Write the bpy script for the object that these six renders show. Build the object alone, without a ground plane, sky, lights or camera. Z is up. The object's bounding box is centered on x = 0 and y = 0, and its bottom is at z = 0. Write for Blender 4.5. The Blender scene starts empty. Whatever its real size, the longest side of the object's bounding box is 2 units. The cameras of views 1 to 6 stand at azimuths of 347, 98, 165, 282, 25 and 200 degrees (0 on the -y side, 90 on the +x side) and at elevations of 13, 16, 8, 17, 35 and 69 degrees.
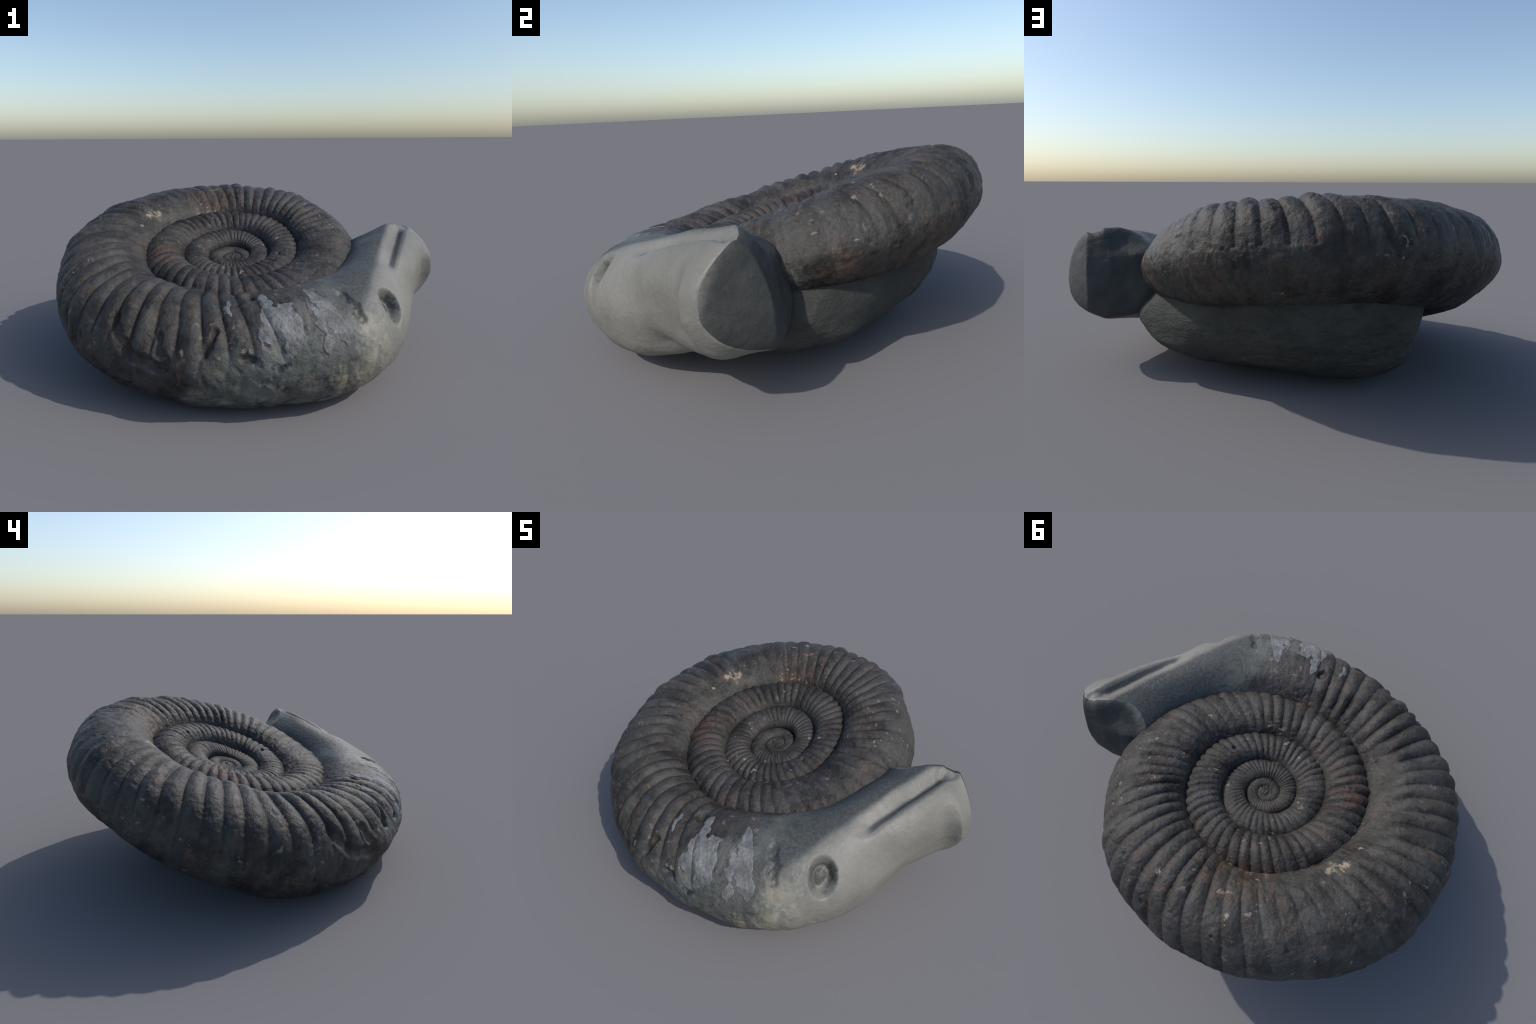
"""A fossil ammonite: a ribbed coiled shell lying tilted on a plug of grey matrix,
the smooth stone filling of its living chamber sticking out on one side."""
import bpy, math
import numpy as np
from mathutils import Matrix

# ------------------------------------------------------------------ frame
TILT = math.atan(0.257)
ORIGIN = np.array([-0.073, 0.048, 0.638])       # coil axis, at the height of the crest
AX = np.array([[1, 0, 0],
               [0, math.cos(TILT), math.sin(TILT)],
               [0, -math.sin(TILT), math.cos(TILT)]])   # rows: u, v, n


def to_world(q):
    return ORIGIN + q @ AX


# ------------------------------------------------------------------ numeric helpers
def spline(keys, cols):
    """Smooth (monotone cubic) interpolation through control points."""
    k = np.array(keys, float)
    x, y = k[:, 0], k[:, 1:]
    h = np.diff(x)[:, None]
    d = np.diff(y, axis=0) / h
    m = np.zeros_like(y)
    m[1:-1] = np.where(d[:-1] * d[1:] > 0, 2 * d[:-1] * d[1:] / np.where(d[:-1] + d[1:] == 0, 1, d[:-1] + d[1:]), 0)
    m[0], m[-1] = d[0], d[-1]

    def f(t):
        t = np.clip(np.asarray(t, float), x[0], x[-1])
        i = np.clip(np.searchsorted(x, t) - 1, 0, len(x) - 2)
        hh = h[i, 0]
        s = (t - x[i]) / hh
        out = []
        for c in cols:
            y0, y1, m0, m1 = y[i, c], y[i + 1, c], m[i, c], m[i + 1, c]
            out.append(y0 * (1 + 2 * s) * (1 - s) ** 2 + m0 * hh * s * (1 - s) ** 2
                       + y1 * s * s * (3 - 2 * s) + m1 * hh * s * s * (s - 1))
        return out if len(out) > 1 else out[0]
    return f


def smooth(a, b, x):
    t = np.clip((x - a) / (b - a), 0, 1)
    return t * t * (3 - 2 * t)


_rng = np.random.default_rng(7)
_perm = np.concatenate([_rng.permutation(256)] * 3)
_grad = _rng.normal(size=(256, 3))
_grad /= np.linalg.norm(_grad, axis=1)[:, None]


def noise(p):
    """Gradient noise, about -0.7..0.7, on an (n,3) array."""
    p = np.asarray(p, float)
    i = np.floor(p).astype(int)
    f = p - i
    i &= 255
    w = f * f * f * (f * (f * 6 - 15) + 10)
    r = 0
    for dx in (0, 1):
        for dy in (0, 1):
            for dz in (0, 1):
                g = _grad[_perm[_perm[_perm[i[..., 0] + dx] + i[..., 1] + dy] + i[..., 2] + dz]]
                dd = (g * (f - np.array([dx, dy, dz]))).sum(-1)
                r = r + dd * np.where(dx, w[..., 0], 1 - w[..., 0]) * np.where(dy, w[..., 1], 1 - w[..., 1]) * np.where(dz, w[..., 2], 1 - w[..., 2])
    return r


def fbm(p, octaves=4, gain=0.5):
    r, a = 0, 1.0
    for k in range(octaves):
        r = r + a * noise(p * 2 ** k + 17.3 * k)
        a *= gain
    return r


# ------------------------------------------------------------------ the coil
# Turning angle T in degrees: the last, outermost turn runs from 0 to 360 and ends in the aperture.
# SUTURE: inner edge of the tube, where it meets the turn before it.
SUTURE = spline([
    (-1440, .004), (-1350, .010), (-1260, .018), (-1170, .028),
    (-1080, .038), (-990, .050), (-900, .062), (-810, .074),
    (-720, .090), (-675, .110), (-630, .128), (-585, .139), (-540, .144), (-495, .153), (-450, .170), (-405, .187),
    (-360, .203), (-315, .230), (-270, .250), (-225, .257), (-180, .272), (-135, .295), (-90, .315), (-45, .330),
    (0, .365), (45, .418), (90, .448), (135, .456), (180, .475), (225, .507), (270, .550), (305, .585), (330, .605),
    (350, .640), (366, .670)], [0])
# OUTER: outer edge (venter) of the tube
OUTER = spline([
    (-1440, .045), (-1080, .097), (-720, .215), (-630, .268), (-540, .295), (-480, .325), (-435, .345), (-360, .382),
    (-300, .445), (-240, .475), (-180, .500), (-130, .535), (-90, .585), (-60, .635), (-30, .69), (0, .722),
    (30, .748), (60, .790), (90, .818), (120, .860), (145, .892), (165, .908), (185, .928), (210, .952), (230, .956),
    (250, .968), (270, 1.005), (285, 1.04), (295, 1.05), (306, 1.028), (320, .980), (331, .974), (341, 1.008),
    (349, 1.086), (366, 1.118)], [0])
# height of the crest over the coil plane, half height of the tube
CREST = spline([
    (-1440, -.164, .02), (-1080, -.157, .024), (-900, -.146, .038), (-720, -.132, .05), (-630, -.100, .06), (-540, -.113, .07),
    (-450, -.114, .075), (-400, -.098, .085), (-360, -.078, .09), (-320, -.060, .10), (-270, -.055, .115), (-180, -.062, .125), (-90, -.064, .14), (-40, -.062, .15),
    (0, -.012, .18), (45, .014, .192), (90, .012, .196), (130, .010, .203), (180, .002, .223), (215, -.015, .238), (250, -.009, .236), (275, .006, .233), (295, .008, .236),
    (315, .010, .229), (335, .017, .214), (350, .006, .205), (366, .000, .200)], [0, 1])
APEX, APERTURE = -1440.0, 353.7
RIBS_PER_TURN = 54
RIB_COUNT = ([-1500, -360, 0, 400], [-195.7, -50, 0, 62.2])     # turning angle -> number of ribs passed


def end_slope(r, h):
    """How many degrees the broken end face falls back from the end plane: bevelled outside and at the inner top."""
    return 7.5 * np.clip((r - .965) / .14, 0, 1.2) + 6.0 * smooth(-.14, .0, h) * smooth(.92, .70, r)


def tube(T, s):
    """Smooth tube surface in coil coordinates. s: 0 outer edge, pi/2 crest, pi inner edge."""
    T = np.asarray(T, float)
    rin, rout = SUTURE(T), OUTER(T)
    crest, b = CREST(T)
    k = 0.8 + .12 * smooth(30, -60, T)
    c = (rout * k + rin) / (1 + k)
    a = rout - c
    arm = smooth(275, 335, T)
    cs, sn = np.cos(s), np.sin(s)
    steep = smooth(-.1, .7, np.cos(np.radians(T + 5))) * (1 - arm)
    n = 2.1 + arm * (smooth(-.1, -.6, cs) * np.where(sn > 0, -.28, .5) - 0.35 * smooth(0, .5, cs) + .50 * smooth(318, 336, T) * smooth(0, .5, cs) * smooth(0, .4, sn))
    n = n + 1.0 * smooth(296, 318, T) * smooth(350, 338, T) * smooth(0, .4, cs) * smooth(.05, -.5, sn)
    n = n + .7 * steep * smooth(0, -.5, cs) * smooth(-.1, .4, sn)
    n = n - .30 * smooth(75, 110, T) * smooth(240, 205, T) * smooth(0, -.45, cs) * smooth(0, .35, sn)
    low = smooth(200, 260, T) * smooth(0, -.4, sn) * smooth(-.3, .4, cs)
    n = n - 0.12 * low * (1 - arm)
    back_side = smooth(-40, 20, T) * smooth(230, 180, T)
    n = n + .35 * back_side * smooth(0, .3, sn) * smooth(0, .4, cs)
    e = 2 / n
    r = c + a * np.sign(cs) * np.abs(cs) ** e * (1 - .44 * back_side * np.where(sn < 0, sn * sn, 0) * (cs > 0))
    h = crest - b + b * np.sign(sn) * np.abs(sn) ** e
    h = h + .030 * r * np.cos(np.radians(T))      # the coil also leans a little sideways
    # the broken end: its outer corner is bevelled back
    back = end_slope(r, h - .030 * r * np.cos(np.radians(T))) * smooth(335, APERTURE, T)
    ph = np.radians(T - back)
    return np.stack([r * np.cos(ph), r * np.sin(ph), h], -1)


def rib_field(T, s):
    """0..1 profile of the ribs, already weighted by where ribs survive."""
    cs = np.cos(s)
    lean = (2.0 + 1.5 * smooth(-100, 120, T)) * (cs + 0.1 * cs * cs)
    wob = 1.7 * noise(np.stack([T * .05, s * .8, 0 * T + 3.3], -1))
    x = np.interp(T - lean + wob, *RIB_COUNT)
    ridge = np.abs(np.cos(np.pi * x)) ** 0.65
    # single ribs vary in strength
    ridge = ridge * (0.85 + 0.75 * noise(np.stack([np.round(x) * .77, s * .5, 0 * T + 9.1], -1)))
    # inner flank of the outer turn is smooth behind, ribbed in front
    inner = smooth(2.75, 2.05, s)
    bare = smooth(70, 115, T) * smooth(250, 205, T)
    inner = inner * (1 - bare) + bare * smooth(2.2, 1.55, s)
    inner = np.where(s > 4.2, 0, inner)
    # the underside fades
    under = smooth(4.3, 4.9, np.where(s > np.pi, s, s + 2 * np.pi))
    venter = 1 - 0.4 * smooth(.5, .0, np.abs(np.angle(np.exp(1j * s)))) 
    w = inner * np.where(s > np.pi, under, 1.0) * venter
    # erased: body chamber, and the stretch of shell that the end piece rubs against
    w = w * (1 - smooth(262, 288, T + 10 * np.sin(s)))
    front_low = smooth(195, 235, T) * smooth(.62, .25, np.sin(s)) * smooth(-.6, 0., cs)
    w = w * (1 - front_low)
    w = w * (1 - .85 * smooth(-28, -18, T) * smooth(40, 16, T) * smooth(1.9, 1.1, np.where(s > np.pi, s - 2 * np.pi, s)))
    w = w * (1 - .6 * smooth(-85, -60, T) * smooth(-10, -28, T))
    w = w * (1 - .6 * smooth(103, 112, T) * smooth(145, 128, T))
    return ridge, w


# local marks, in world metres: (centre, axis direction of the long side, half length, half width, depth)
def tangent(p, n, c):
    """Offset from point c measured along the surface (the part along the normal is dropped)."""
    d = p - np.array(c, float)
    o = (d * n).sum(-1)
    return d - np.clip(o, -.10, .10)[..., None] * n


def pit(p, n, c, axis, la, lb, depth, soft=.35):
    d = tangent(p, n, c)
    ax = np.array(axis, float)
    ax = ax / np.linalg.norm(ax)
    ax = ax - (n @ ax)[..., None] * n
    ax /= np.maximum(np.linalg.norm(ax, axis=-1), 1e-6)[..., None]
    al = (d * ax).sum(-1)
    ac = np.sqrt(np.maximum((d * d).sum(-1) - al * al, 0))
    q = np.sqrt((al / la) ** 2 + (ac / lb) ** 2)
    return -depth * smooth(1 + soft, 1 - soft, q), q


def groove(p, n, pts, width, depth):
    pts = np.array(pts, float)
    best = np.full(p.shape[:-1], 9.0)
    for a, b in zip(pts[:-1], pts[1:]):
        ab = b - a
        t = np.clip(((p - a) @ ab) / (ab @ ab), 0, 1)
        c = a + t[..., None] * ab
        d = p - c
        d = d - np.clip((d * n).sum(-1), -.08, .08)[..., None] * n
        best = np.minimum(best, np.linalg.norm(d, axis=-1))
    return -depth * smooth(width, width * .25, best)


def marks(T, p, nrm):
    d = np.zeros(T.shape)
    near = T > 180
    q, n = p[near], nrm[near]
    raw = q
    q = q + 0.012 * np.stack([noise(q * 25), noise(q * 25 + 7), noise(q * 25 + 13)], -1)
    e = np.zeros(len(q))
    # round socket, its floor slightly raised in the middle
    a, k = pit(raw + .005 * noise(raw * 14)[:, None], n, (.462, -.675, .388), (.1, -.55, -.8), .070, .050, .052, .28)
    e += a + .006 * smooth(.7, .1, k)
    # ragged slit beside it
    e += groove(q, n, [(.243, -.679, .472), (.250, -.715, .455), (.272, -.735, .442), (.272, -.765, .422), (.290, -.795, .400)], .030, .016) * (.55 + 1.4 * np.abs(noise(q * 28)))
    # small holes of the front
    e += pit(q, n, (-.202, -.841, .287), (1, .2, -.3), .030, .018, .020)[0]
    e += pit(q, n, (-.148, -.614, .471), (0, 1, -.4), .026, .020, .022)[0]
    e += pit(q, n, (-.33, -.76, .17), (1, 0, 0), .018, .014, .010)[0]
    e += groove(q, n, [(-.085, -.868, .245), (-.05, -.87, .262)], .012, .007)
    # gouge that undercuts the rib ends at the front left
    e += groove(q, n, [(-.685, -.52, .385), (-.68, -.56, .33), (-.650, -.622, .272), (-.58, -.68, .245), (-.514, -.724, .229)], .036, .016)
    e += groove(q, n, [(-.52, -.66, .34), (-.53, -.69, .29), (-.50, -.72, .26)], .026, .014)
    e += groove(q, n, [(-.31, -.745, .375), (-.34, -.775, .33), (-.36, -.785, .30)], .020, .018)
    e += .030 * np.exp(-(((q - np.array([-.42, -.77, .225])) / np.array([.15, .10, .07])) ** 2).sum(-1))
    d[near] = e
    # channel along the top of the body chamber, deepest on its outer side
    arm = T > 290
    q, n = p[arm] + .004 * noise(p[arm] * 30)[:, None], nrm[arm]
    a, b = np.array([.575, -.445, .50]), np.array([.822, -.075, .62])
    ab = b - a
    L = np.linalg.norm(ab)
    t = ((q - a) @ ab) / L
    side = np.cross(ab / L, [-.1, -.25, .96])
    x = (q - a) @ side              # positive outwards
    up = (q - a) @ np.cross(side, ab / L)
    prof = np.where(x > .012, smooth(.052, .012, x), smooth(-.066, .016, x))
    e = -.036 * smooth(L + .03, L - .06, t) * prof * (.55 + .45 * smooth(.0, .20, t)) * (1 + .5 * noise(q * 9)) * smooth(-.03, .04, t) * smooth(-.10, -.03, up)
    e += .004 * np.exp(-((x + .056) / .02) ** 2) * smooth(.10, .2, t)
    e += pit(q, n, (.572, -.440, .505), (.45, .75, 0), .050, .030, .012, .7)[0]
    e += pit(q, n, (.845, -.075, .628), (0, .5, -.8), .04, .03, .016)[0]
    e += .014 * np.exp(-(((q - np.array([.868, -.015, .588])) / .035) ** 2).sum(-1))
    # swelling low on the outer side, and the hollow behind it
    e += .030 * np.exp(-(((q - np.array([.90, -.13, .27])) / np.array([.12, .10, .09])) ** 2).sum(-1))
    e -= .018 * np.exp(-(((q - np.array([.70, -.46, .38])) / np.array([.14, .14, .10])) ** 2).sum(-1))
    e -= .030 * np.exp(-(((q - np.array([.76, -.36, .20])) / np.array([.07, .09, .07])) ** 2).sum(-1))
    d[arm] += e
    # a drill-like pit on an inner turn
    inn = (T > -420) & (T < -350)
    d[inn] += pit(p[inn], nrm[inn], (.138, -.061, .516), (1, 0, 0), .011, .009, .012)[0]
    return d


def shell_surface(T, s):
    """World points and normals of the finished shell."""
    P = tube(T, s)
    e = 0.02
    dT = tube(T + e * 10, s) - tube(T - e * 10, s)
    ds = tube(T, s + e) - tube(T, s - e)
    N = np.cross(ds, dT)
    N /= np.maximum(np.linalg.norm(N, axis=-1), 1e-12)[..., None]
    # orient outward: at s=pi/2 the normal must point up
    Pw, Nw = to_world(P), -(N @ AX) * np.sign(FLIP)
    ridge, w = rib_field(T, s)
    w = w * np.clip(.95 + .75 * fbm(Pw * 4.5 + 60, 2), .35, 1.2)          # worn in patches
    pitch = 2 * np.pi * (OUTER(T) * .6 + SUTURE(T) * .4) / RIBS_PER_TURN
    amp = np.minimum(.31 * pitch, .024) * (1 + .35 * smooth(190, 215, T) - .22 * smooth(15, 40, T) * smooth(150, 125, T))
    d = amp * w * (ridge - .68)
    size = np.clip((OUTER(T) - SUTURE(T)) / .35, .02, 1)
    smoothpart = smooth(280, 320, T + 12 * np.sin(s))
    rough = 1 - .85 * smoothpart
    low_front = smooth(190, 230, T) * smooth(300, 270, T) * smooth(.5, .1, np.sin(s))
    d = d + size * (.016 * fbm(Pw * 3.1 + 5, 2) * (.4 + .6 * smooth(-100, 60, T))
                    + .0042 * rough * fbm(Pw * 15, 3)
                    + (.0024 * rough + .0007) * fbm(Pw * 55 + 3, 3))
    chip = fbm(Pw * 22 + 31, 3)
    d = d - size * .005 * smooth(.38, .62, chip) * rough
    d = d + low_front * (.012 * fbm(Pw * 9 + 2, 4) - .010 * smooth(.25, .5, fbm(Pw * 13 + 50, 3)))
    d = d - .025 * smooth(-40, -5, T) * smooth(48, 18, T) * smooth(.1, .7, np.cos(s)) * smooth(.0, .45, np.sin(s))
    d = d + marks(T, Pw, Nw)
    Q = Pw + Nw * d[..., None]
    z = Q[..., 2]
    Q[..., 2] = np.where(z < .03, .004 + .026 * np.exp(np.minimum(z - .03, 0) / .026), z)   # worn flat where it stands
    return Q, Nw


FLIP = 1.0
_p, _n = tube(np.array([100.0]), np.array([np.pi / 2])), None
_e = np.cross(tube(np.array([100.0]), np.array([np.pi / 2 + .02])) - _p, tube(np.array([100.2]), np.array([np.pi / 2])) - _p)
FLIP = -1.0 if _e[0, 2] > 0 else 1.0


# ------------------------------------------------------------------ mesh making
def mesh_object(name, verts, quads, parent, mat, normals=None, ngons=()):
    used = np.unique(np.concatenate([quads.ravel()] + [np.array(g) for g in ngons]))
    remap = np.full(len(verts), -1)
    remap[used] = np.arange(len(used))
    me = bpy.data.meshes.new(name)
    me.vertices.add(len(used))
    me.vertices.foreach_set('co', verts[used].astype(np.float32).ravel())
    loops = [remap[quads].ravel()] + [remap[np.array(g)] for g in ngons]
    totals = np.concatenate([np.full(len(quads), 4), [len(g) for g in ngons]]).astype(np.int32)
    loops = np.concatenate(loops).astype(np.int32)
    me.loops.add(len(loops))
    me.loops.foreach_set('vertex_index', loops)
    me.polygons.add(len(totals))
    me.polygons.foreach_set('loop_start', np.concatenate([[0], np.cumsum(totals)[:-1]]).astype(np.int32))
    me.polygons.foreach_set('use_smooth', np.ones(len(totals), bool))
    me.update(calc_edges=True)
    me.validate()
    if normals is not None:
        me.normals_split_custom_set_from_vertices([tuple(v) for v in normals[used]])
    me.materials.append(mat)
    ob = bpy.data.objects.new(name, me)
    bpy.context.scene.collection.objects.link(ob)
    ob.parent = parent
    return ob


def vertex_normals(verts, quads):
    a, b, c, d = (verts[quads[:, k]] for k in range(4))
    n = np.cross(c - a, d - b)
    out = np.zeros_like(verts)
    for k in range(4):
        for j in range(3):
            out[:, j] += np.bincount(quads[:, k], n[:, j], len(verts))
    return out / np.maximum(np.linalg.norm(out, axis=1), 1e-12)[:, None]


# ------------------------------------------------------------------ materials
class Graph:
    """Small helper to write node trees as expressions."""

    def __init__(self, name):
        self.mat = bpy.data.materials.new(name)
        self.mat.use_nodes = True
        self.t = self.mat.node_tree
        self.bsdf = self.t.nodes['Principled BSDF']
        self.pos = self.t.nodes.new('ShaderNodeTexCoord').outputs['Object']

    def put(self, sock, v):
        if hasattr(v, 'is_linked') or isinstance(v, bpy.types.NodeSocket):
            self.t.links.new(v, sock)
        else:
            sock.default_value = v

    def noise(self, scale, detail=4, rough=.55, dist=0.0, shift=0.0, stretch=None):
        m = self.t.nodes.new('ShaderNodeMapping')
        m.inputs['Location'].default_value = (shift, shift * 1.7, -shift)
        if stretch:
            m.inputs['Scale'].default_value = stretch
        self.t.links.new(self.pos, m.inputs['Vector'])
        n = self.t.nodes.new('ShaderNodeTexNoise')
        n.inputs['Scale'].default_value = scale
        n.inputs['Detail'].default_value = detail
        n.inputs['Roughness'].default_value = rough
        n.inputs['Distortion'].default_value = dist
        self.t.links.new(m.outputs[0], n.inputs['Vector'])
        return n.outputs['Fac']

    def math(self, op, a, b=0.0, c=0.0):
        n = self.t.nodes.new('ShaderNodeMath')
        n.operation = op
        for k, v in enumerate((a, b, c)):
            self.put(n.inputs[k], v)
        return n.outputs[0]

    def ramp(self, v, lo, hi):
        n = self.t.nodes.new('ShaderNodeMapRange')
        n.interpolation_type = 'SMOOTHSTEP'
        self.put(n.inputs['Value'], v)
        n.inputs['From Min'].default_value = lo
        n.inputs['From Max'].default_value = hi
        return n.outputs['Result']

    def mix(self, f, a, b):
        n = self.t.nodes.new('ShaderNodeMix')
        n.data_type = 'RGBA'
        self.put(n.inputs['Factor'], f)
        for s, v in ((n.inputs[6], a), (n.inputs[7], b)):
            self.put(s, (*v, 1) if isinstance(v, tuple) else v)
        return n.outputs[2]

    def dot(self, v):
        n = self.t.nodes.new('ShaderNodeVectorMath')
        n.operation = 'DOT_PRODUCT'
        self.t.links.new(self.pos, n.inputs[0])
        n.inputs[1].default_value = v
        return n.outputs['Value']

    def blob(self, c, r):
        n = self.t.nodes.new('ShaderNodeVectorMath')
        n.operation = 'DISTANCE'
        self.t.links.new(self.pos, n.inputs[0])
        n.inputs[1].default_value = c
        d = self.math('ADD', n.outputs['Value'], self.math('MULTIPLY', self.math('SUBTRACT', self.noise(18, 4, .65), .5), r * 2.2))
        return self.ramp(d, r, r * .45)

    def streak(self, k, shift):
        """Noise drawn out across the whorl, as the ribs run."""
        u = self.math('SUBTRACT', self.dot(tuple(AX[0])), float(ORIGIN @ AX[0]))
        v = self.math('SUBTRACT', self.dot(tuple(AX[1])), float(ORIGIN @ AX[1]))
        r = self.math('SQRT', self.math('ADD', self.math('MULTIPLY', u, u), self.math('MULTIPLY', v, v)))
        n = self.t.nodes.new('ShaderNodeCombineXYZ')
        self.put(n.inputs[0], self.math('DIVIDE', u, r))
        self.put(n.inputs[1], self.math('DIVIDE', v, r))
        self.put(n.inputs[2], self.math('MULTIPLY', r, .35))
        t = self.t.nodes.new('ShaderNodeTexNoise')
        t.noise_dimensions = '4D'
        t.inputs['W'].default_value = shift
        t.inputs['Scale'].default_value = 11 * k
        t.inputs['Detail'].default_value = 4
        t.inputs['Roughness'].default_value = .62
        t.inputs['Distortion'].default_value = .25
        self.t.links.new(n.outputs[0], t.inputs['Vector'])
        return t.outputs['Fac']

    def scale(self, col, v, lo, hi):
        """Multiply a colour by a factor running from lo to hi as v runs 0..1."""
        f = self.math('MULTIPLY_ADD', v, hi - lo, lo)
        n = self.t.nodes.new('ShaderNodeVectorMath')
        n.operation = 'SCALE'
        self.t.links.new(col, n.inputs[0])
        self.put(n.inputs['Scale'], f)
        return n.outputs[0]

    def finish(self, col, rough=.6, spec=.35, bump=None):
        self.t.links.new(col, self.bsdf.inputs['Base Color'])
        self.put(self.bsdf.inputs['Roughness'], rough)
        self.bsdf.inputs['Specular IOR Level'].default_value = spec
        if bump:
            prev = None
            for h, dist in bump:
                b = self.t.nodes.new('ShaderNodeBump')
                b.inputs['Distance'].default_value = dist
                b.inputs['Strength'].default_value = 1.0
                self.t.links.new(h, b.inputs['Height'])
                if prev:
                    self.t.links.new(prev, b.inputs['Normal'])
                prev = b.outputs['Normal']
            self.t.links.new(prev, self.bsdf.inputs['Normal'])
        return self.mat


def dark_colour(g):
    """Almost black shell with brown stains and small pale crystals."""
    c = g.mix(g.ramp(g.noise(6, 6, .65), .40, .60), (.019, .0175, .0155), (.052, .050, .045))
    c = g.mix(g.math('MULTIPLY', g.ramp(g.noise(9, 4, .6, .6, 4), .50, .68), .75), c, (.062, .047, .040))
    c = g.mix(g.math('MULTIPLY', g.ramp(g.noise(26, 4, .7, 0, 8), .58, .70), .8), c, (.028, .022, .020))
    c = g.mix(g.math('MULTIPLY', g.ramp(g.noise(13, 5, .7, 1.2, 15), .56, .68), .75), c, (.11, .066, .045))
    c = g.mix(g.math('MULTIPLY', g.ramp(g.noise(60, 4, .7, 0, 2), .58, .75), .55), c, (.12, .12, .115))
    for spot, r, col, amt in (((-.46, -.03, .555), .11, (.090, .046, .030), .8), ((-.11, .54, .72), .20, (.080, .052, .035), .75),
                              ((.63, .27, .42), .11, (.150, .100, .068), .8), ((.45, .62, .50), .16, (.090, .060, .042), .7)):
        c = g.mix(g.math('MULTIPLY', g.math('MULTIPLY', g.blob(spot, r), g.ramp(g.noise(19, 5, .7, 0, 60), .38, .60)), amt), c, col)
    # clusters of pale crystals
    fleck = g.math('MULTIPLY', g.ramp(g.noise(26, 3, .6, .25, 21), .63, .67), g.ramp(g.noise(3.5, 3, .6, 0, 70), .48, .58))
    c = g.mix(g.math('MULTIPLY', fleck, .8), c, (.25, .20, .165))
    c = g.mix(g.math('MULTIPLY', g.blob((-.49, .372, .688), .06), g.ramp(g.noise(34, 4, .7, 0, 40), .48, .56)), c, (.28, .22, .15))
    c = g.mix(g.math('MULTIPLY', g.blob((.177, .625, .787), .022), g.ramp(g.noise(60, 3, .7, 0, 40), .45, .55)), c, (.36, .32, .29))
    st = g.streak(1.0, 5)
    c = g.mix(g.math('MULTIPLY', g.ramp(st, .50, .66), .55), c, (.070, .069, .063))
    st2 = g.streak(1.3, 11)
    c = g.mix(g.math('MULTIPLY', g.ramp(st2, .54, .68), .6), c, (.030, .021, .018))
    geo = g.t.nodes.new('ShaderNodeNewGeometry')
    crease_tint = g.math('MULTIPLY', g.ramp(geo.outputs['Pointiness'], .492, .462), g.ramp(g.noise(12, 4, .6, 0, 50), .25, .55))
    c = g.mix(g.math('MULTIPLY', crease_tint, .65), c, (.026, .016, .012))     # dark red-brown tint in the creases between the ribs
    c = g.scale(c, g.noise(70, 5, .7, 0, 5), .50, 1.50)
    return c


def grey_colour(g):
    """Greenish grey stone: smooth, faintly clouded, yellowish low on the front."""
    c = g.mix(g.ramp(g.noise(3.2, 4, .55), .3, .7), (.150, .147, .130), (.205, .198, .176))
    c = g.mix(g.math('MULTIPLY', g.ramp(g.noise(8, 4, .6, .4, 3), .5, .72), .35), c, (.135, .138, .132))
    c = g.scale(c, g.noise(45, 4, .65, 0, 2), .88, 1.12)
    return c


def front_colour(g):
    """Mottled grey-green stone of the front, darker than the end piece."""
    c = g.mix(g.ramp(g.noise(5, 5, .65), .3, .7), (.068, .073, .065), (.132, .135, .122))
    c = g.mix(g.math('MULTIPLY', g.ramp(g.noise(13, 5, .7, .3, 6), .52, .68), .65), c, (.20, .20, .185))
    c = g.mix(g.math('MULTIPLY', g.ramp(g.noise(16, 5, .7, .3, 11), .53, .64), .8), c, (.036, .036, .033))
    c = g.mix(g.math('MULTIPLY', g.ramp(g.noise(9, 4, .6, .3, 19), .56, .70), .55), c, (.125, .095, .066))
    brown = g.math('MULTIPLY', g.blob((-.66, -.55, .22), .30), g.ramp(g.noise(15, 5, .65, 0, 26), .35, .6))
    c = g.mix(g.math('MULTIPLY', brown, .8), c, (.085, .066, .048))
    for hole, r in (((-.202, -.841, .287), .040), ((-.148, -.614, .471), .036), ((-.33, -.76, .17), .026), ((-.07, -.868, .25), .022)):
        c = g.mix(g.math('MULTIPLY', g.blob(hole, r), .85), c, (.018, .017, .015))
    yellow = g.math('MULTIPLY', g.blob((.36, -.82, .24), .26), g.ramp(g.noise(9, 4, .6, 0, 30), .38, .58))
    c = g.mix(g.math('MULTIPLY', yellow, .7), c, (.28, .25, .18))
    c = g.mix(g.math('MULTIPLY', g.math('MULTIPLY', g.blob((.42, -.84, .31), .17), g.ramp(g.noise(22, 5, .7, .4, 44), .42, .58)), .75), c, (.33, .32, .26))
    c = g.scale(c, g.noise(90, 3, .7, 0, 5), .78, 1.22)
    return c


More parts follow.
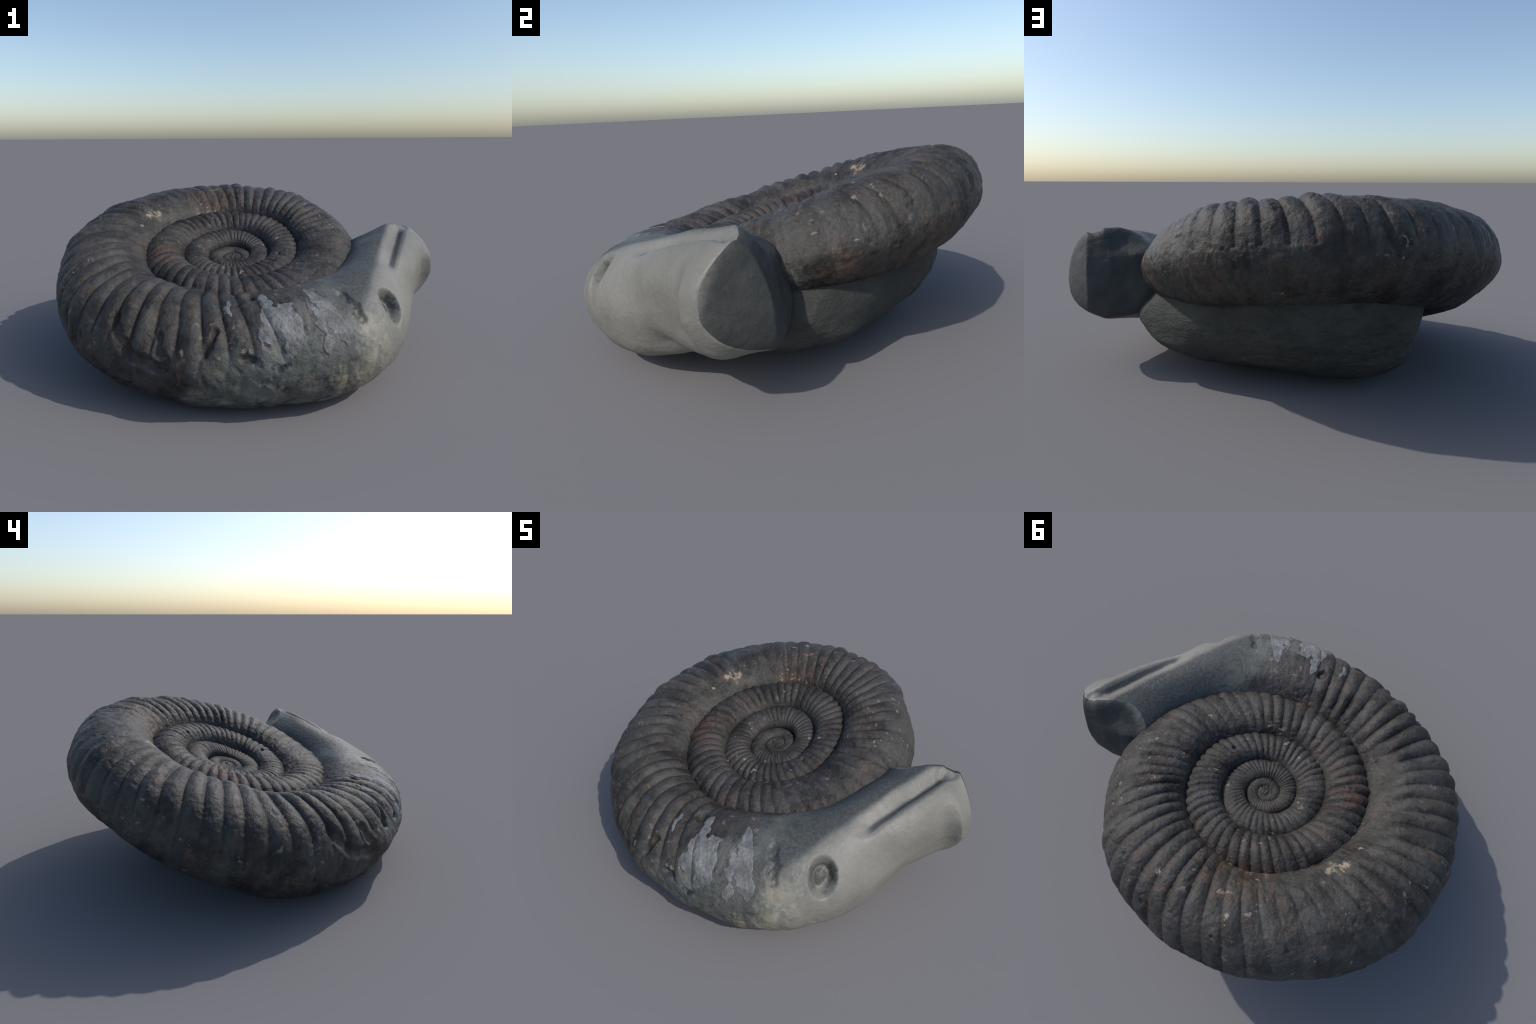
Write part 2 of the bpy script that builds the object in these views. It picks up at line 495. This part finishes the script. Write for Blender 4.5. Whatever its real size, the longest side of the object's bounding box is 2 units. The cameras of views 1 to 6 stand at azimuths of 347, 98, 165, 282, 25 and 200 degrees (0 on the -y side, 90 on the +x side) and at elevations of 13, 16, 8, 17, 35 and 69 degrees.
def whorl_material(name, front=False, end=False):
    g = Graph(name)
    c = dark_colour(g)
    fine = g.noise(120, 4, .7)
    if front:
        jitter = g.math('MULTIPLY', g.math('SUBTRACT', g.noise(7, 5, .65, 0, 9), .5), .35)
        m = g.math('ADD', g.dot((.75, -.6, -1.0)), jitter)
        low = g.ramp(m, -.06, .06)
        if end:
            px = g.math('ADD', g.dot((1, -.35, -.1)), g.math('MULTIPLY', jitter, .5))
            low = g.math('MAXIMUM', low, g.ramp(px, .26, .36))
        c = g.mix(low, c, front_colour(g))
        pale = g.ramp(g.math('ADD', g.dot((1, -.3, 0)), g.math('MULTIPLY', jitter, 1.2)), .46, .72)
        c = g.mix(pale if end else g.math('MULTIPLY', pale, low), c, grey_colour(g))
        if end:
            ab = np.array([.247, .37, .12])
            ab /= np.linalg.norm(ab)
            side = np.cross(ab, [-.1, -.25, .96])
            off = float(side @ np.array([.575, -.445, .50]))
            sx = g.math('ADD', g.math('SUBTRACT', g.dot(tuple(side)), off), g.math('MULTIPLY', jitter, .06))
            painted_shade = g.mix(g.ramp(g.noise(75, 5, .75), .35, .65), (.040, .043, .042), (.084, .087, .081))  # inner slope coloured darker where it turns away from the sun
            c = g.mix(g.math('MULTIPLY', g.ramp(sx, -.030, -.070), g.math('MULTIPLY', g.ramp(g.dot((1, -.3, 0)), .30, .55), .9)), c, painted_shade)
            inside = g.math('MULTIPLY', g.ramp(sx, -.004, .012), g.ramp(sx, .034, .026))  # channel's shadow below its outer wall, tinted into the colour
            along = g.dot(tuple(ab))
            a0 = float(ab @ np.array([.575, -.445, .50]))
            inside = g.math('MULTIPLY', inside, g.math('MULTIPLY', g.ramp(along, a0 - .03, a0 + .03), g.ramp(along, a0 + .50, a0 + .42)))
            above = g.ramp(g.dot(tuple(AX[2])), float(ORIGIN @ AX[2]) - .12, float(ORIGIN @ AX[2]) - .08)
            c = g.mix(g.math('MULTIPLY', g.math('MULTIPLY', inside, above), .7), c, (.045, .046, .048))
            c = g.mix(g.math('MULTIPLY', g.blob((.462, -.675, .388), .072), .85), c, (.042, .045, .043))
            c = g.mix(g.math('MULTIPLY', g.blob((.27, -.74, .44), .05), g.ramp(g.noise(30, 4, .7, 0, 40), .48, .58)), c, (.05, .052, .05))
    return g.finish(c, rough=g.math('MULTIPLY_ADD', g.noise(14, 3), .28, .36), spec=.33,
                    bump=[(g.noise(38, 4, .65), .005), (fine, .003)] if not end else [(g.noise(60, 4, .6), .0025)])


def matrix_material():
    g = Graph('grey_matrix')
    c = g.mix(g.ramp(g.noise(4, 5, .6), .3, .7), (.040, .042, .037), (.066, .067, .059))  # tones lowered to match a plug seen only in shade
    c = g.mix(g.math('MULTIPLY', g.ramp(g.noise(12, 5, .7, .4, 6, (1, 1, 2.5)), .5, .68), .7), c, (.030, .031, .030))
    c = g.scale(c, g.noise(80, 3, .7, 0, 5), .8, 1.2)
    return g.finish(c, .65, .3, [(g.noise(22, 5, .7, 0, 1, (1, 1, 2.5)), .010), (g.noise(110, 3, .7), .003)])


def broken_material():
    """Broken face: stone darkened in the middle for crevice shade, fading unevenly to the pale rim."""
    g = Graph('broken_stone_shade_baked')
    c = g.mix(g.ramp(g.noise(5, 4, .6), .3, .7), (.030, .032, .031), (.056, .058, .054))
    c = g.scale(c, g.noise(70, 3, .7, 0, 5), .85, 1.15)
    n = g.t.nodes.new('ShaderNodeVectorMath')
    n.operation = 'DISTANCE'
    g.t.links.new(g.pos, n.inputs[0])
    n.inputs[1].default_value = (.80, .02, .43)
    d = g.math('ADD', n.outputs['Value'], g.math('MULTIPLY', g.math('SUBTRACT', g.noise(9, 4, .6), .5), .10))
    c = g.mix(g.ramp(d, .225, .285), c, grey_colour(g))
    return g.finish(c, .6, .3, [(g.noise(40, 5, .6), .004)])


def flake_material():
    g = Graph('pale_shell_remnant')
    c = g.mix(g.ramp(g.noise(12, 5, .7), .35, .65), (.10, .103, .102), (.205, .206, .203))
    c = g.mix(g.math('MULTIPLY', g.ramp(g.noise(7, 5, .7, .3, 33), .52, .68), .6), c, (.098, .102, .093))
    c = g.mix(g.math('MULTIPLY', g.ramp(g.noise(30, 4, .7, .4, 6), .54, .7), .7), c, (.09, .09, .088))
    c = g.scale(c, g.noise(100, 3, .7, 0, 5), .8, 1.2)
    return g.finish(c, .6, .3, [(g.noise(45, 5, .7), .006)])


# ------------------------------------------------------------------ build
root = bpy.data.objects.new('ammonite_fossil', None)
bpy.context.scene.collection.objects.link(root)
root['label'] = 'dark ribbed coiled ammonite fossil with a smooth grey stone end'
root['category'] = 'fossil'

NS = 216
s_line = np.linspace(0, 2 * np.pi, NS, endpoint=False)
inner_T = np.linspace(APEX, -360, 1100, endpoint=False)
middle_T = np.linspace(-360, 0, 700, endpoint=False)
outer_T = np.linspace(0, 285, 900, endpoint=False)
arm_T = np.linspace(285, APERTURE, 260)
T_line = np.concatenate([inner_T, middle_T, outer_T, arm_T])
bounds = np.cumsum([0, len(inner_T), len(middle_T), len(outer_T), len(arm_T) - 1 + 2])
T, s = np.meshgrid(T_line, s_line, indexing='ij')
P, Nn = shell_surface(T, s)

# close the broken end: the section shrinks to its middle, following the bevelled end plane,
# with a rounded rim and a slightly bulging face
rim = P[-1]
rim_smooth = to_world(tube(np.full(NS, APERTURE), s_line))
rin, rout = SUTURE(APERTURE), OUTER(APERTURE)
crest, half = CREST(APERTURE)
cc = np.array([(rout * .8 + rin) / 1.8, crest - half])
sec = tube(np.full(NS, APERTURE), s_line)
sec = np.stack([np.hypot(sec[:, 0], sec[:, 1]), sec[:, 2]], -1)
sec[:, 1] -= .030 * sec[:, 0] * math.cos(math.radians(APERTURE))
sec = sec - cc
rings = []
K = 60
for k in range(1, K + 1):
    if k <= 15:
        a = k / 15 * math.pi / 2
        u, rise = .26 * (1 - math.cos(a)), .046 * math.sin(a)
    else:
        u = .26 + .74 * (k - 15) / (K - 15)
        rise = .046 + .018 * math.sin((u - .26) / .74 * math.pi / 2)
    rr, hh = (cc + sec * (1 - u)).T
    ph = np.radians(APERTURE - end_slope(rr, hh))
    hh = hh + .030 * rr * math.cos(math.radians(APERTURE))
    ring = to_world(np.stack([rr * np.cos(ph) , rr * np.sin(ph) + rise, hh], -1))
    ring = ring + (rim - rim_smooth) * smooth(.26, 0, u)
    ring = ring + AX[1] * (.020 * fbm(ring * 5 + 3, 3) * smooth(0, .3, u))[:, None]
    rings.append(ring)
P = np.concatenate([P, np.array(rings)])
nT = len(P)
verts = P.reshape(-1, 3)
i, j = np.meshgrid(np.arange(nT - 1), np.arange(NS), indexing='ij')
j2 = (j + 1) % NS
quads = np.stack([i * NS + j, (i + 1) * NS + j, (i + 1) * NS + j2, i * NS + j2], -1)
normals = vertex_normals(verts, quads.reshape(-1, 4))
probe = len(inner_T) + len(middle_T) + 300
if (normals[probe * NS + NS // 4] @ AX[2]) < 0:
    quads = quads[..., ::-1]
    normals = -normals
bounds = np.append(bounds, nT - 1)

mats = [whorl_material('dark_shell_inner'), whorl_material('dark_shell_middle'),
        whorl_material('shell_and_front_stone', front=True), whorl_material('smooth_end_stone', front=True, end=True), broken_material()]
names = ['inner_coil', 'middle_whorl', 'outer_whorl', 'body_chamber', 'broken_end']
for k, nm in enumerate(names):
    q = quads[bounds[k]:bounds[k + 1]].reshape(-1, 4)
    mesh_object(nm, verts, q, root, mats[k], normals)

# pale remnants of shell left on the front as thin plates
flake_mat = flake_material()
# each plate: lobes as (T, s, half T, half s)
plates = [
    [(268.5, 1.52, 2.2, .40), (269.5, 1.15, 3.8, .34), (266.5, .92, 1.8, .20), (273.5, 1.10, 3.2, .50), (272.6, .80, 2.4, .30)],
    [(284.2, 1.50, 2.0, .35), (284.8, 1.15, 3.0, .38), (286.2, .86, 1.8, .30), (281.0, 1.12, 1.4, .35)],
    [(281.0, .66, 1.5, .16)],
    [(256.6, 1.52, 1.1, .14), (257.5, 1.40, .8, .12)],
    [(262.4, .66, .8, .07)],
]
for lobes in plates:
    L = np.array(lobes)
    t0, t1 = (L[:, 0] - L[:, 2]).min() - .8, (L[:, 0] + L[:, 2]).max() + .8
    s0, s1 = (L[:, 1] - L[:, 3]).min() - .06, (L[:, 1] + L[:, 3]).max() + .06
    n1, n2 = max(12, int((t1 - t0) * 9)), max(12, int((s1 - s0) * 110))
    TT, SS = np.meshgrid(np.linspace(t0, t1, n1), np.linspace(s0, s1, n2), indexing='ij')
    Q, QN = shell_surface(TT, SS)
    w1, w2 = fbm(Q * 22, 4), fbm(Q * 22 + 40, 4)
    f = np.full(TT.shape, 9.0)
    for (a, b, ha, hb) in lobes:
        f = np.minimum(f, np.sqrt(((TT + 1.6 * w1 - a) / ha) ** 2 + ((SS + .13 * w2 - b) / hb) ** 2))
    lift = -.007 + .0098 * smooth(1.2, .80, f) + .002 * fbm(Q * 30 + 9, 3)
    edge = np.minimum.reduce([TT - t0, t1 - TT, (SS - s0) * 9, (s1 - SS) * 9])
    lift = np.where(edge < .3, -.009, lift)
    Q = Q + QN * lift[..., None]
    v = Q.reshape(-1, 3)
    a, b = np.meshgrid(np.arange(n1 - 1), np.arange(n2 - 1), indexing='ij')
    q = np.stack([a * n2 + b, (a + 1) * n2 + b, (a + 1) * n2 + b + 1, a * n2 + b + 1], -1).reshape(-1, 4)
    # drop the part that lies buried under the surface
    fl = lift.ravel()
    q = q[fl[q].max(1) > -.0065]
    nn = vertex_normals(v, q)
    if (nn * QN.reshape(-1, 3)).sum() < 0:
        q, nn = q[:, ::-1], -nn
    mesh_object('shell_flake', v, q, root, flake_mat, nn)

# ------------------------------------------------------------------ the plug of matrix it rests on
WALL = spline([(-45, .80, 2.8), (0, .77, 3.0), (15, .755, 2.75), (30, .70, 2.5), (50, .64, 2.35), (70, .63, 2.6), (90, .645, 3.4), (115, .67, 4.3), (135, .612, 4.5), (155, .53, 4.0),
               (180, .53, 3.4), (200, .67, 3.2), (225, .73, 3.0), (270, .74, 2.6), (315, .80, 2.8), (360, .77, 3.0), (375, .755, 2.75), (405, .65, 2.35)], [0, 1])
nph, nw = 420, 190
ph, w = np.meshgrid(np.linspace(0, 360, nph, endpoint=False),
                    np.concatenate([np.linspace(-1, 0, 40, endpoint=False), np.linspace(0, np.pi / 2, nw - 40)]), indexing='ij')
collar = np.clip(-w, 0, 1)
w = np.maximum(w, 0)
R, n = WALL(ph)
e = 2 / n
rad = R * np.cos(w) ** e
depth = np.sin(w) ** e
top, bottom = .46 - .08 * smooth(200, 230, ph) * smooth(330, 300, ph), .012
z = top + (bottom - top) * depth
rad = rad + .03 * smooth(.17, .36, z) * smooth(30, 80, ph) * smooth(240, 170, ph)
z = z + .012 * np.clip(ORIGIN[1] + rad * np.sin(np.radians(ph)) - .28, 0, 1) * smooth(.45, .05, z)
z = z + collar * .17 * smooth(10, 55, ph) * smooth(200, 140, ph)
rad = rad - .11 * smooth(0, 1, collar) * smooth(10, 55, ph) * smooth(200, 140, ph)
phs = (ph + 180) % 360 - 180
rad = rad - .16 * smooth(.27, .46, z) * smooth(-70, -45, phs) * smooth(45, 10, phs)
# ground-off facet between the end piece and the coil
x, y = ORIGIN[0] + rad * np.cos(np.radians(ph)), ORIGIN[1] + rad * np.sin(np.radians(ph))
B = np.stack([x, y, z], -1)
out = np.stack([np.cos(np.radians(ph)), np.sin(np.radians(ph)), 0 * ph], -1)
side = smooth(.0, .12, z - bottom) * smooth(.05, .2, rad)
d = .026 * fbm(B * 4.3 + 8, 4) * side + .008 * fbm(B * np.array([9, 9, 22]), 4) * side * smooth(35, 60, ph) * smooth(250, 200, ph)
d = d + .0025 * fbm(B * 50, 3) * side
B = B + out * d[..., None]
B[..., 2] += .010 * fbm(B * 4 + 3, 3) * smooth(.1, .0, z - bottom) * smooth(.1, .3, rad)
fn = np.array([.62, .70, .18])
fn /= np.linalg.norm(fn)
over = (B - np.array([.60, .235, .23])) @ fn
B -= (np.maximum(over, 0) * .7 * smooth(75, 15, phs))[..., None] * fn
bv = B.reshape(-1, 3)
i, j = np.meshgrid(np.arange(nph), np.arange(nw - 1), indexing='ij')
i2 = (i + 1) % nph
bq = np.stack([i * nw + j, i * nw + j + 1, i2 * nw + j + 1, i2 * nw + j], -1).reshape(-1, 4)
bn = vertex_normals(bv, bq)
if bn[:, 2].mean() > 0:
    bq, bn = bq[:, ::-1], -bn
bv[:, 2] -= bv[:, 2].min() - .001
mesh_object('matrix_base', bv, bq, root, matrix_material(), bn)

# ------------------------------------------------------------------ lumpy first chamber in the middle of the coil
npc, nrc = 64, 28
pc, rc = np.meshgrid(np.linspace(0, 2 * np.pi, npc, endpoint=False), np.linspace(0.0, 1, nrc), indexing='ij')
rad = .058 * rc
hgt = -.158 - .030 * rc ** 2 + .004 * np.cos(3 * pc + rc * 9) * rc
C = to_world(np.stack([rad * np.cos(pc), rad * np.sin(pc), hgt], -1))
C = C + AX[2] * (.010 * fbm(C * 38, 3) + .004 * fbm(C * 110, 2))[..., None]
cv = C.reshape(-1, 3)
i, j = np.meshgrid(np.arange(npc), np.arange(nrc - 1), indexing='ij')
i2 = (i + 1) % npc
cq = np.stack([i * nrc + j, i * nrc + j + 1, i2 * nrc + j + 1, i2 * nrc + j], -1).reshape(-1, 4)
mesh_object('first_chamber', cv, cq, root, mats[0], vertex_normals(cv, cq))
